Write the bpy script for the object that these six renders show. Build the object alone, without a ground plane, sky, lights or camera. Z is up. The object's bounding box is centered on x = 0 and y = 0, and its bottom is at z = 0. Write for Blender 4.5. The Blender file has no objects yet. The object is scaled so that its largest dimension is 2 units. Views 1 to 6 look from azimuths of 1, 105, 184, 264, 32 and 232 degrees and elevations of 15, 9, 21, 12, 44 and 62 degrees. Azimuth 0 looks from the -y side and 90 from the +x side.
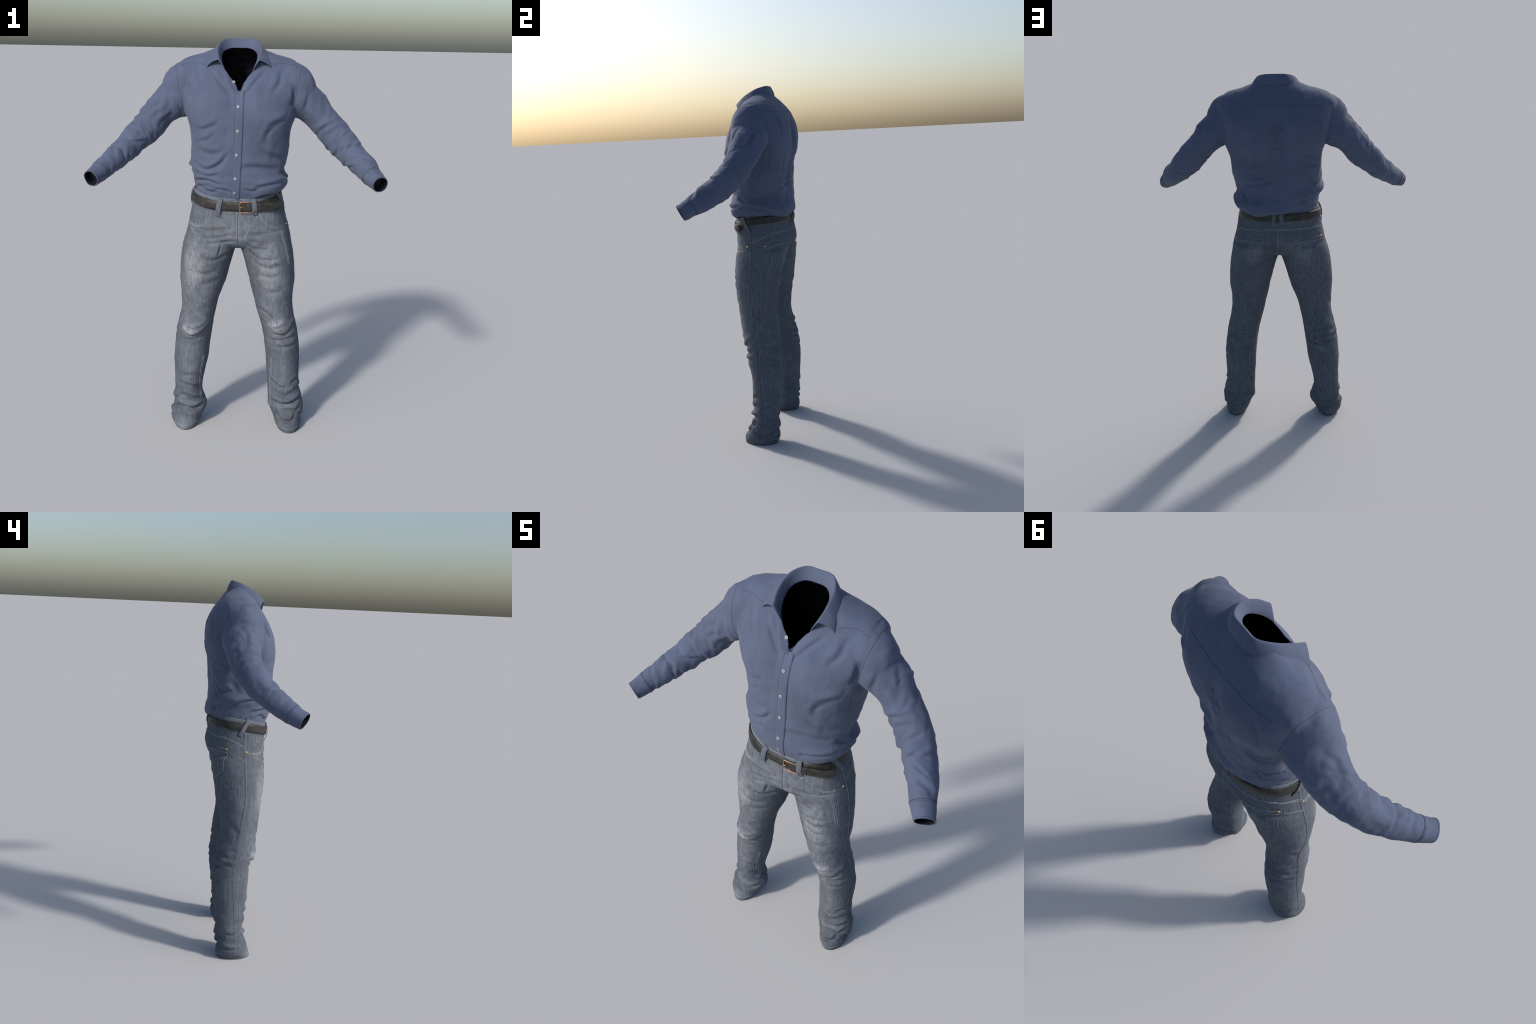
"""Headless suit of clothes: a blue button shirt tucked into faded jeans with a leather belt.
Built from lofted cross-sections (torso, sleeves, hips, legs), merged by a voxel remesh,
creased with fold lines in code, then split into named garment parts."""
import bpy, bmesh, math
import numpy as np
from mathutils import Vector, noise
from mathutils.bvhtree import BVHTree

RNG = np.random.default_rng(7)
V = Vector

# ----------------------------------------------------------------- helpers
def link(ob, parent=None):
    bpy.context.scene.collection.objects.link(ob)
    if parent is not None:
        ob.parent = parent
    return ob

def mesh_object(name, verts, faces, mats, parent=None, smooth=True):
    me = bpy.data.meshes.new(name)
    me.from_pydata([tuple(map(float, v)) for v in verts], [], [tuple(map(int, f)) for f in faces])
    for m in (mats if isinstance(mats, (list, tuple)) else [mats]):
        me.materials.append(m)
    if smooth:
        me.polygons.foreach_set("use_smooth", np.ones(len(me.polygons), bool))
    me.update()
    return link(bpy.data.objects.new(name, me), parent)

def cubic(xs, ys, x):
    """smooth monotone-ish interpolation (Catmull-Rom tangents) of columns ys over xs"""
    xs = np.asarray(xs, float); ys = np.asarray(ys, float)
    if xs[0] > xs[-1]:
        xs = xs[::-1]; ys = ys[::-1]
    one = ys.ndim == 1
    if one: ys = ys[:, None]
    m = np.zeros_like(ys)
    d = np.diff(ys, axis=0) / np.diff(xs)[:, None]
    m[1:-1] = 0.5 * (d[1:] + d[:-1]); m[0] = d[0]; m[-1] = d[-1]
    x = np.clip(np.atleast_1d(np.asarray(x, float)), xs[0], xs[-1])
    i = np.clip(np.searchsorted(xs, x, side='right') - 1, 0, len(xs) - 2)
    h = (xs[i + 1] - xs[i])[:, None]; t = ((x - xs[i])[:, None]) / h
    out = ((2*t**3-3*t**2+1)*ys[i] + (t**3-2*t**2+t)*h*m[i] + (-2*t**3+3*t**2)*ys[i+1] + (t**3-t**2)*h*m[i+1])
    return out[:, 0] if one else out

def smoothstep(a, b, x):
    t = np.clip((np.asarray(x, float) - a) / (b - a), 0, 1)
    return t * t * (3 - 2 * t)

def loft(rings):
    """closed tube with end caps through a list of (N,3) rings -> verts, faces"""
    N = len(rings[0]); R = len(rings)
    verts = np.concatenate(rings + [rings[0].mean(0)[None], rings[-1].mean(0)[None]])
    f = []
    for r in range(R - 1):
        for k in range(N):
            a = r*N+k; b = r*N+(k+1) % N
            f.append((a, b, b+N, a+N))
    c0 = R*N; c1 = c0+1
    for k in range(N):
        f.append((c0, (k+1) % N, k)); f.append((c1, (R-1)*N+k, (R-1)*N+(k+1) % N))
    return verts, f

def join_raw(parts):
    V_, F_ = [], []; o = 0
    for v, f in parts:
        V_.append(np.asarray(v, float)); F_ += [tuple(i+o for i in q) for q in f]; o += len(v)
    return np.concatenate(V_), F_

def apply_modifiers(ob):
    dg = bpy.context.evaluated_depsgraph_get(); dg.update()
    me = bpy.data.meshes.new_from_object(ob.evaluated_get(dg))
    old = ob.data; ob.modifiers.clear(); ob.data = me
    bpy.data.meshes.remove(old)

def fuse(parts, voxel, smooth_iter):
    """union of closed lofts as one clean skin"""
    v, f = join_raw(parts)
    ob = mesh_object("skin_helper", v, f, [])
    bm = bmesh.new(); bm.from_mesh(ob.data)
    bmesh.ops.recalc_face_normals(bm, faces=bm.faces[:]); bm.to_mesh(ob.data); bm.free()
    m = ob.modifiers.new("r", 'REMESH'); m.mode = 'VOXEL'; m.voxel_size = voxel; m.adaptivity = 0
    s = ob.modifiers.new("s", 'SMOOTH'); s.factor = 0.5; s.iterations = smooth_iter
    apply_modifiers(ob)
    return ob

def coords(me):
    a = np.empty(len(me.vertices)*3); me.vertices.foreach_get("co", a); return a.reshape(-1, 3)
def normals(me):
    a = np.empty(len(me.vertices)*3); me.vertices.foreach_get("normal", a); return a.reshape(-1, 3)
def set_coords(me, a):
    me.vertices.foreach_set("co", np.ascontiguousarray(a).ravel()); me.update()

def bvh_of(ob):
    me = ob.data
    return BVHTree.FromPolygons([v.co.copy() for v in me.vertices], [tuple(p.vertices) for p in me.polygons])

def spline(pts, step):
    """dense points along a smooth curve through pts"""
    P = np.asarray(pts, float)
    if len(P) == 2:
        n = max(2, int(np.linalg.norm(P[1]-P[0])/step)+1)
        return P[0] + np.linspace(0, 1, n)[:, None]*(P[1]-P[0])
    s = np.r_[0, np.cumsum(np.linalg.norm(np.diff(P, axis=0), axis=1))]
    return cubic(s, P, np.linspace(0, s[-1], max(3, int(s[-1]/step)+1)))

# projection of garment-plane coordinates on a surface.
# F/B: (x,z) seen from front/back; L/R: (y,z) seen from -x / +x
def project(bvh, side, ab):
    out, nor = [], []
    for a, b in ab:
        if side == 'F':   o, d = V((a, -1.5, b)), V((0, 1, 0))
        elif side == 'B': o, d = V((a, 1.5, b)), V((0, -1, 0))
        elif side == 'L': o, d = V((-1.5, a, b)), V((1, 0, 0))
        elif side == 'R': o, d = V((1.5, a, b)), V((-1, 0, 0))
        elif side == 'T': o, d = V((a, b, 3)), V((0, 0, -1))
        h = bvh.ray_cast(o, d)
        if h[0] is None:
            h = bvh.find_nearest(o + d*1.4)
        out.append(np.array(h[0])); nor.append(np.array(h[1]))
    return np.array(out), np.array(nor)

def snap(bvh, pts):
    o, n = [], []
    for p in pts:
        h = bvh.find_nearest(V(p)); o.append(np.array(h[0])); n.append(np.array(h[1]))
    return np.array(o), np.array(n)

def tube(pts, nor, r, lift=0.0, sides=6, flat=1.0):
    """thin round or flat cord along pts; nor = surface normals (flat<1 squashes along normal)"""
    pts = np.asarray(pts) + np.asarray(nor)*lift
    T = np.gradient(pts, axis=0); T /= np.linalg.norm(T, axis=1)[:, None]+1e-9
    S = np.cross(T, nor); S /= np.linalg.norm(S, axis=1)[:, None]+1e-9
    U = np.cross(S, T)
    rings = []
    rr = np.broadcast_to(r, len(pts))
    for p, s, u, q in zip(pts, S, U, rr):
        a = np.linspace(0, 2*np.pi, sides, endpoint=False)
        rings.append(p + q*(np.cos(a)[:, None]*s + flat*np.sin(a)[:, None]*u))
    return loft(rings)

def strip(pts, nor, side, half, thick, lift, bulge=0.0):
    """flat ribbon (closed, rounded rim) with centre line pts, width axis side"""
    pts = np.asarray(pts); rings = []
    half = np.broadcast_to(half, len(pts)); lift = np.broadcast_to(lift, len(pts))
    for p, n, s, h, l in zip(pts, nor, side, half, lift):
        prof = [(-h, -thick), (-h, thick*.6), (-h+thick*.6, thick), (-h*.4, thick+bulge), (h*.4, thick+bulge), (h-thick*.6, thick), (h, thick*.6), (h, -thick)]
        rings.append(np.array([p + s*a + n*(b+l) for a, b in prof]))
    return loft(rings)

def fbm(P, scale, octaves=3, seed=0.0, stretch=(1, 1, 1)):
    st = np.asarray(stretch, float)
    out = np.empty(len(P))
    off = V((seed*13.7, seed*7.1, seed*3.3))
    for i, p in enumerate(P*scale*st):
        out[i] = noise.fractal(V(p)+off, 0.9, 2.1, octaves)
    return out

# ----------------------------------------------------------------- folds
class Folds:
    """crease/ridge lines pressed into a skin"""
    def __init__(self, ob):
        self.ob = ob; self.co = coords(ob.data); self.no = normals(ob.data)
        self.bvh = bvh_of(ob); self.d = np.zeros(len(self.co))
    def line(self, P, w, amp, ridge=0.6, shift=None):
        """P (n,3) points on the skin; amp<0 crease, ridge beside it (towards shift)"""
        lo = P.min(0)-5*w; hi = P.max(0)+5*w
        idx = np.where(((self.co > lo) & (self.co < hi)).all(1))[0]
        if not len(idx): return
        Q = self.co[idx]; best = np.full(len(Q), 1e9); par = np.zeros(len(Q)); sg = np.zeros(len(Q))
        n = len(P)-1
        sh = np.array(shift if shift is not None else (0, 0, 1.0))
        for k in range(n):
            a, b = P[k], P[k+1]; ab = b-a; L = ab @ ab + 1e-12
            t = np.clip(((Q-a) @ ab)/L, 0, 1); c = Q - (a+t[:, None]*ab)
            d = np.linalg.norm(c, axis=1); m = d < best
            best[m] = d[m]; par[m] = (k+t[m])/n; sg[m] = c[m] @ sh
        env = np.clip(np.sin(np.pi*np.clip(par, 0.0, 1.0)), 0, 1)**0.7
        u = best/w; s = np.where(sg >= 0, u, -u)
        prof = np.exp(-u*u) - ridge*np.exp(-((s-1.9)/1.3)**2)
        self.d[idx] += amp*env*prof
    def on(self, side, ab, w, amp, **k):
        P = spline([(a, 0, b) for a, b in ab], 0.012)
        Q, _ = project(self.bvh, side, [(p[0], p[2]) for p in P])
        self.line(Q, w, amp, **k)
    def finish(self, keep=None):
        d = self.d if keep is None else self.d*keep
        set_coords(self.ob.data, self.co + self.no*d[:, None])

# ----------------------------------------------------------------- materials
def nodes_of(name):
    m = bpy.data.materials.new(name); m.use_nodes = True
    nt = m.node_tree; nt.nodes.clear()
    out = nt.nodes.new("ShaderNodeOutputMaterial"); b = nt.nodes.new("ShaderNodeBsdfPrincipled")
    nt.links.new(b.outputs[0], out.inputs[0])
    return m, nt, b

class G:
    """small node-graph writer"""
    def __init__(self, nt): self.nt = nt; self.tc = nt.nodes.new("ShaderNodeTexCoord")
    def new(self, t, **kw):
        n = self.nt.nodes.new(t)
        for k, v in kw.items(): setattr(n, k, v)
        return n
    def put(self, sock, v):
        if hasattr(v, 'is_output') or isinstance(v, bpy.types.NodeSocket): self.nt.links.new(v, sock)
        else: sock.default_value = v
    def map(self, scale=(1, 1, 1), loc=(0, 0, 0), rot=(0, 0, 0)):
        n = self.new("ShaderNodeMapping")
        self.nt.links.new(self.tc.outputs['Object'], n.inputs['Vector'])
        n.inputs['Scale'].default_value = scale; n.inputs['Location'].default_value = loc; n.inputs['Rotation'].default_value = rot
        return n.outputs[0]
    def noise(self, vec, scale, detail=3, rough=.55, dist=0):
        n = self.new("ShaderNodeTexNoise"); self.put(n.inputs['Vector'], vec)
        n.inputs['Scale'].default_value = scale; n.inputs['Detail'].default_value = detail
        n.inputs['Roughness'].default_value = rough; n.inputs['Distortion'].default_value = dist
        return n.outputs[0]
    def wave(self, vec, scale, axis='X', dist=0, detail=1, dscale=1):
        n = self.new("ShaderNodeTexWave", bands_direction=axis); self.put(n.inputs['Vector'], vec)
        n.inputs['Scale'].default_value = scale; n.inputs['Distortion'].default_value = dist
        n.inputs['Detail'].default_value = detail; n.inputs['Detail Scale'].default_value = dscale
        return n.outputs['Fac']
    def math(self, op, a, b=0.5, c=None, clamp=False):
        n = self.new("ShaderNodeMath", operation=op); n.use_clamp = clamp
        self.put(n.inputs[0], a); self.put(n.inputs[1], b)
        if c is not None: self.put(n.inputs[2], c)
        return n.outputs[0]
    def ramp(self, f, lo, hi, a=0., b=1.):
        n = self.new("ShaderNodeMapRange", interpolation_type='SMOOTHSTEP'); self.put(n.inputs[0], f)
        for i, v in zip((1, 2, 3, 4), (lo, hi, a, b)): n.inputs[i].default_value = v
        return n.outputs[0]
    def mix(self, f, a, b, mode='MIX'):
        n = self.new("ShaderNodeMix", data_type='RGBA', blend_type=mode)
        self.put(n.inputs[0], f)
        for i, v in ((6, a), (7, b)):
            self.put(n.inputs[i], v if not isinstance(v, tuple) else (*v, 1.0))
        return n.outputs[2]
    def blob(self, centre, size):
        """soft ellipsoid mask 1 at centre -> 0 at size"""
        v = self.new("ShaderNodeMapping"); v.vector_type = 'TEXTURE'
        self.nt.links.new(self.tc.outputs['Object'], v.inputs['Vector'])
        v.inputs['Location'].default_value = centre; v.inputs['Scale'].default_value = size
        g = self.new("ShaderNodeTexGradient", gradient_type='SPHERICAL')
        self.nt.links.new(v.outputs[0], g.inputs[0])
        return self.ramp(g.outputs['Fac'], 0., .8)
    def bump(self, bsdf, h, strength, dist):
        n = self.new("ShaderNodeBump"); n.inputs['Strength'].default_value = strength; n.inputs['Distance'].default_value = dist
        self.put(n.inputs['Height'], h); self.nt.links.new(n.outputs[0], bsdf.inputs['Normal'])

def plain(name, col, rough=.7, metal=0., grain=.15, gscale=60, spec=.3):
    m, nt, b = nodes_of(name); g = G(nt)
    f = g.noise(g.map(), gscale, 3)
    dark = tuple(c*(1-grain) for c in col); lite = tuple(min(1, c*(1+grain)) for c in col)
    nt.links.new(g.mix(g.ramp(f, .3, .7), dark, lite), b.inputs['Base Color'])
    b.inputs['Roughness'].default_value = rough; b.inputs['Metallic'].default_value = metal
    b.inputs['Specular IOR Level'].default_value = spec
    return m

SHIRT = (.071, .089, .147)
def shirt_material():
    m, nt, b = nodes_of("shirt_cotton"); g = G(nt)
    base = g.mix(g.ramp(g.noise(g.map(), 7, 4), .35, .65), tuple(c*.93 for c in SHIRT), tuple(c*1.07 for c in SHIRT))
    rub = g.ramp(g.noise(g.map((1, 1, .6)), 16, 5, .6), .52, .75)
    base = g.mix(g.math('MULTIPLY', rub, .35), base, (.092, .105, .152))
    pin = g.wave(g.map((1, .45, .03)), 62, 'X', .6, 2, 2)
    base = g.mix(g.math('MULTIPLY', g.ramp(pin, .55, .95), .22), base, tuple(c*.72 for c in SHIRT))
    thread = g.noise(g.map((1, 1, .25)), 420, 2)
    base = g.mix(g.ramp(thread, .3, .7, 0, .25), base, tuple(c*1.18 for c in SHIRT))
    nt.links.new(base, b.inputs['Base Color'])
    b.inputs['Roughness'].default_value = .85; b.inputs['Specular IOR Level'].default_value = .15
    b.inputs['Sheen Weight'].default_value = .08
    h = g.math('ADD', g.noise(g.map((1, 1, .6)), 45, 4), g.math('MULTIPLY', thread, .25))
    g.bump(b, h, .25, .004)
    return m

DENIM = (.084, .098, .123)
def denim_material(name="denim", fades=True, tone=1.0):
    m, nt, b = nodes_of(name); g = G(nt)
    D = tuple(c*tone for c in DENIM)
    warp = g.noise(g.map((1, 1, .035)), 190, 4, .65)          # long vertical yarn streaks
    slub = g.noise(g.map((1, 1, .07)), 60, 3, .6)
    weft = g.noise(g.map((.12, .12, 1)), 260, 2, .6)
    base = g.mix(g.ramp(warp, .3, .72), tuple(c*.66 for c in D), tuple(c*1.34 for c in D))
    base = g.mix(g.ramp(slub, .35, .7, 0, .5), base, tuple(c*.8 for c in D))
    base = g.mix(g.ramp(weft, .45, .75, 0, .3), base, tuple(c*1.3 for c in D))
    cloud = g.noise(g.map((1, 1, .8)), 9, 4, .6)
    base = g.mix(g.ramp(cloud, .40, .68, 0, .45), base, tuple(c*.72 for c in D))
    speck = g.noise(g.map((1, 1, .6)), 95, 3, .7)
    base = g.mix(g.ramp(speck, .46, .70, 0, .32), base, tuple(c*1.45 for c in D))
    base = g.mix(g.ramp(speck, .50, .32, 0, .30), base, tuple(c*.62 for c in D))
    if fades:
        # bands across hips, thighs and knees, some darker and some paler than the cloth around them
        wz = g.noise(g.map((.30, .30, 1), rot=(0, .12, 0)), 24, 3, .55, .9)
        zone = None
        for c, sz, k in WHISKERS:
            q = g.math('MULTIPLY', g.blob(c, sz), k)
            zone = q if zone is None else g.math('MAXIMUM', zone, q)
        base = g.mix(g.math('MULTIPLY', zone, g.ramp(wz, .50, .34)), base, (.040, .044, .052))
        base = g.mix(g.math('MULTIPLY', zone, g.ramp(wz, .52, .70, 0, .6)), base, (.185, .20, .225))
        worn = None
        for c, s, k in FADES:
            f = g.math('MULTIPLY', g.blob(c, s), k)
            worn = f if worn is None else g.math('MAXIMUM', worn, f)
        worn = g.math('MULTIPLY', worn, g.ramp(g.noise(g.map((1, 1, .7)), 30, 6, .7), .32, .60, .25, 1))
        worn = g.math('MULTIPLY', worn, g.ramp(warp, .25, .7, .6, 1.0))
        base = g.mix(worn, base, (.27, .29, .325))
    nt.links.new(base, b.inputs['Base Color'])
    b.inputs['Roughness'].default_value = .9; b.inputs['Specular IOR Level'].default_value = .12
    h = g.math('ADD', g.math('MULTIPLY', warp, .5), g.math('ADD', g.math('MULTIPLY', weft, .3), g.noise(g.map(), 40, 4)))
    g.bump(b, h, .3, .004)
    return m

FADES = [((-.20, -.08, .62), (.17, .14, .80), .28), ((.20, -.08, .62), (.17, .14, .80), .28), ((0, -.10, 1.12), (.28, .11, .17), .30), ((-.215, -.10, .90), (.09, .12, .22), .80), ((-.18, -.08, 1.00), (.14, .08, .10), .35),
         ((.17, -.10, .89), (.09, .12, .24), .62), ((-.245, -.06, .565), (.08, .07, .055), .95),
         ((.215, -.06, .60), (.075, .07, .09), .95), ((-.23, -.03, .36), (.07, .06, .22), .3),
         ((.25, -.03, .36), (.06, .06, .22), .3), ((-.26, -.04, .03), (.10, .10, .05), .4),
         ((.14, .20, 1.05), (.09, .08, .10), .28), ((-.14, .20, 1.05), (.09, .08, .10), .28),
         ((-.2, -.1, 1.19), (.07, .06, .03), .5), ((.17, -.09, 1.16), (.06, .06, .06), .35)]

WHISKERS = [((0, -.09, 1.04), (.30, .10, .14), .8), ((-.18, -.09, .88), (.13, .10, .16), .6), ((.17, -.09, .88), (.13, .10, .18), .6),
            ((-.22, -.05, .53), (.12, .10, .09), .75), ((.22, -.05, .54), (.12, .10, .11), .75), ((-.24, .0, .14), (.14, .14, .14), .6), ((.27, .0, .14), (.14, .14, .14), .6),
            ((-.22, .15, .50), (.13, .08, .13), .6), ((.22, .15, .50), (.13, .08, .13), .6), ((0, .20, 1.07), (.28, .08, .10), .5)]
M_SHIRT = shirt_material()
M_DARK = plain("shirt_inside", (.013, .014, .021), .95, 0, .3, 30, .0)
M_CUFF_DARK = plain("cuff_dark_navy", (.022, .027, .045), .95, 0, .3, 30, .0)
M_SEAM = plain("shirt_seam_dark_line", (.045, .054, .086), .9, 0, .1)
M_DENIM = denim_material()
M_DENIM2 = denim_material("denim_trim", False, 1.15)
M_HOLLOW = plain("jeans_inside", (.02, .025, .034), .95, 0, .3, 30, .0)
M_STITCH = plain("pale_thread", (.26, .285, .33), .8, 0, .35, 300)
M_DSEAM = plain("denim_seam_shadow", (.055, .06, .072), .9, 0, .2, 200)
M_BELT = plain("belt_leather", (.022, .0225, .0205), .5, 0, .45, 25, .3)
M_COPPER = plain("copper_buckle", (.38, .20, .12), .42, .8, .3, 120, .5)
M_BRASS = plain("brass_rivet", (.55, .33, .10), .35, .8, .25, 200, .5)
M_BUTTON = plain("pearl_button", (.33, .35, .35), .5, 0, .15, 200, .5)
M_HOLE = plain("button_thread", (.09, .10, .15), .8)

# ----------------------------------------------------------------- torso profile
# z, x of the right-hand flank (-x), x of the left-hand flank (+x), front y, back y, squareness of front, back right and back left
TORSO = [(1.24, -.205, .205, -.100, .198, 2.5, 2.2, 2.2), (1.27, -.210, .213, -.105, .208, 2.5, 2.1, 2.1), (1.30, -.213, .230, -.116, .219, 2.5, 2.1, 2.1),
         (1.32, -.212, .242, -.121, .221, 2.5, 2.1, 2.1), (1.345, -.214, .243, -.125, .219, 2.5, 2.2, 2.1), (1.365, -.220, .233, -.126, .216, 2.4, 2.2, 2.2),
         (1.39, -.236, .226, -.127, .216, 2.3, 2.2, 2.4), (1.42, -.231, .235, -.128, .215, 2.2, 2.2, 2.6), (1.47, -.227, .243, -.130, .215, 2.2, 2.7, 2.9),
         (1.52, -.228, .248, -.132, .218, 2.2, 3.1, 3.1), (1.58, -.232, .254, -.135, .222, 2.4, 3.0, 3.2), (1.64, -.246, .272, -.137, .233, 2.7, 3.2, 3.3),
         (1.70, -.266, .278, -.129, .240, 2.7, 3.3, 3.3), (1.74, -.278, .286, -.115, .239, 2.7, 3.1, 3.1), (1.79, -.292, .296, -.089, .229, 2.6, 2.8, 2.8),
         (1.83, -.303, .306, -.063, .212, 2.4, 2.5, 2.5), (1.86, -.306, .310, -.044, .195, 2.25, 2.3, 2.3), (1.88, -.292, .300, -.033, .180, 2.15, 2.2, 2.2), (1.90, -.256, .266, -.023, .165, 2.1, 2.1, 2.1), (1.915, -.212, .222, -.013, .154, 2.1, 2.1, 2.1),
         (1.93, -.158, .162, -.002, .143, 2.1, 2.1, 2.1), (1.95, -.112, .116, .012, .125, 2.0, 2.0, 2.0), (1.965, -.09, .09, .02, .108, 2.0, 2.0, 2.0)]
TZ = [r[0] for r in TORSO]
# last column: squareness of the front-left quarter, where the side hangs slack below the arm
TV = np.array([r[1:] + (r[5]-.15*math.exp(-((r[0]-1.48)/.09)**2),) for r in TORSO])
# lower edge height of the shirt by bearing (0 = +x, 90 = back, 180 = -x, 270 = front)
HEM_A = [0, 30, 50, 62, 80, 100, 115, 130, 180, 230, 265, 283, 298, 320, 340, 360]
HEM_Z = [1.285, 1.283, 1.270, 1.262, 1.277, 1.284, 1.296, 1.285, 1.250, 1.232, 1.232, 1.240, 1.270, 1.278, 1.284, 1.285]
HEM_OUT = [.006, .010, .012, .012, .010, .008, .002, -.005, -.005, -.004, -.003, .000, .015, .017, .008, .006]

def section(row, th):
    xa, xb, yf, yb, nf, na, nb = row[:7]; nfl = row[7] if len(row) > 7 else nf
    cx = (xa+xb)/2; hx = (xb-xa)/2; c, s = np.cos(th), np.sin(th)
    ym = yf + (yb-yf)*.5
    e = 2/np.where(s < 0, np.where(c < 0, nf, nfl), np.where(c < 0, na, nb))
    x = cx + hx*np.sign(c)*np.abs(c)**e
    y = ym + (yb-ym)*np.sign(s)*np.abs(s)**e
    return np.stack([x, y], 1)

def torso_part():
    th = np.linspace(0, 2*np.pi, 96, endpoint=False); deg = np.degrees(th)
    zb = np.interp(deg, HEM_A, HEM_Z); out = np.interp(deg, HEM_A, HEM_OUT)
    rings = []
    ZT = 1.42
    def ring(zz, inset, o):
        P = np.empty((96, 3))
        rows = cubic(TZ, TV, zz)
        for k in range(96):
            xy = section(rows[k], th[k:k+1])[0]
            P[k] = (xy[0], xy[1], zz[k])
        c = np.array([0, .055]); d = P[:, :2]-c; r = np.linalg.norm(d, axis=1, keepdims=True)
        P[:, :2] = c + d*(1 + (o-inset)[:, None]/r)
        return P
    rings.append(ring(zb, .08, out) + np.array([0, 0, .02]))
    rings.append(ring(zb, .022, out))
    rings.append(ring(zb+.003, .006, out))
    for f in np.linspace(.06, 1, 12):
        zz = zb + f*(ZT-zb)
        rings.append(ring(zz, np.zeros(96), out*(1-smoothstep(.1, .75, f))))
    for z in np.linspace(ZT+.02, 1.963, 30):
        rings.append(ring(np.full(96, z), np.zeros(96), np.zeros(96)))
    for R in rings:      # breast-bone hollow and spine groove
        x, y, z = R.T
        front = y < .0
        hollow = (.005*smoothstep(1.28, 1.36, z)+.009*smoothstep(1.6, 1.7, z))*np.exp(-(x/.055)**2)*(1-smoothstep(1.80, 1.86, z))
        R[front, 1] += hollow[front]
        groove = .012*np.exp(-(x/.035)**2)*smoothstep(1.55, 1.65, z)*(1-smoothstep(1.75, 1.85, z))
        groove += .013*np.exp(-((x-.080)/.045)**2)*smoothstep(1.32, 1.40, z)*(1-smoothstep(1.52, 1.62, z))
        groove += .010*np.exp(-((x+.105)/.04)**2)*smoothstep(1.44, 1.49, z)*(1-smoothstep(1.55, 1.62, z))
        R[~front, 1] -= groove[~front]
    return loft(rings)

# sleeve stations: centre, radius across (in the frontal plane), radius in depth
SLEEVE_R = [(-.19, .060, 1.800, .104, .090), (-.250, .060, 1.780, .112, .100), (-.296, .062, 1.722, .100, .104), (-.335, .064, 1.694, .090, .100), (-.377, .062, 1.657, .078, .090),
            (-.437, .041, 1.582, .074, .078), (-.488, .010, 1.531, .069, .072), (-.530, -.032, 1.484, .060, .066), (-.586, -.095, 1.434, .054, .060),
            (-.637, -.160, 1.386, .046, .053), (-.667, -.211, 1.361, .039, .046), (-.697, -.260, 1.338, .037, .044)]
SLEEVE_L = [(.19, .060, 1.800, .104, .090), (.250, .060, 1.786, .113, .100), (.300, .064, 1.725, .098, .103), (.345, .068, 1.692, .085, .097), (.399, .058, 1.638, .074, .086),
            (.444, .043, 1.584, .074, .078), (.489, .018, 1.536, .072, .073), (.527, -.013, 1.498, .068, .071), (.569, -.060, 1.453, .059, .069),
            (.599, -.100, 1.425, .055, .065), (.640, -.165, 1.384, .045, .053), (.665, -.209, 1.360, .039, .047), (.691, -.254, 1.335, .036, .045)]

class Sleeve:
    def __init__(self, rows):
        A = np.array(rows); P = A[:, :3]
        self.s = np.r_[0, np.cumsum(np.linalg.norm(np.diff(P, axis=0), axis=1))]
        self.A = A
    def at(self, s):
        a = cubic(self.s, self.A, [s])[0]
        p2 = cubic(self.s, self.A, [min(s+.01, self.s[-1])])[0]; p1 = cubic(self.s, self.A, [max(s-.01, 0)])[0]
        t = p2[:3]-p1[:3]; t /= np.linalg.norm(t)
        e1 = np.cross(t, (0, 1, 0)); e1 /= np.linalg.norm(e1)
        if e1[2] < 0: e1 = -e1
        e2 = np.cross(e1, t)
        if e2[1] > 0: e2 = -e2
        return a[:3], t, e1, e2, a[3], a[4]
    def ring(self, s, n=48, grow=0., a0=0., a1=2*np.pi, end=False):
        """bearing 0 = top of arm, 90 = front"""
        c, t, e1, e2, r1, r2 = self.at(s)
        a = np.linspace(a0, a1, n, endpoint=end)
        up = 1-smoothstep(.25, .45, s)          # upper arm: flat outside-back, sagging under-back
        bell = lambda d: np.exp(-(((np.degrees(a)-d+180) % 360-180)/48)**2)
        m = (1 - (.06+.10*up)*bell(312) + .06*bell(222))[:, None]
        return c + m*( np.cos(a)[:, None]*e1*(r1+grow) + np.sin(a)[:, None]*e2*(r2+grow))
    def part(self):
        return loft([self.ring(s) for s in np.linspace(0, self.s[-1], 60)])

ARM_R, ARM_L = Sleeve(SLEEVE_R), Sleeve(SLEEVE_L)
CUFF_R, CUFF_L = ARM_R.s[10]+.005, ARM_L.s[11]+.004     # stations where the cuffs end

shirt_skin = fuse([torso_part(), ARM_R.part(), ARM_L.part()], .0058, 10)

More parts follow.
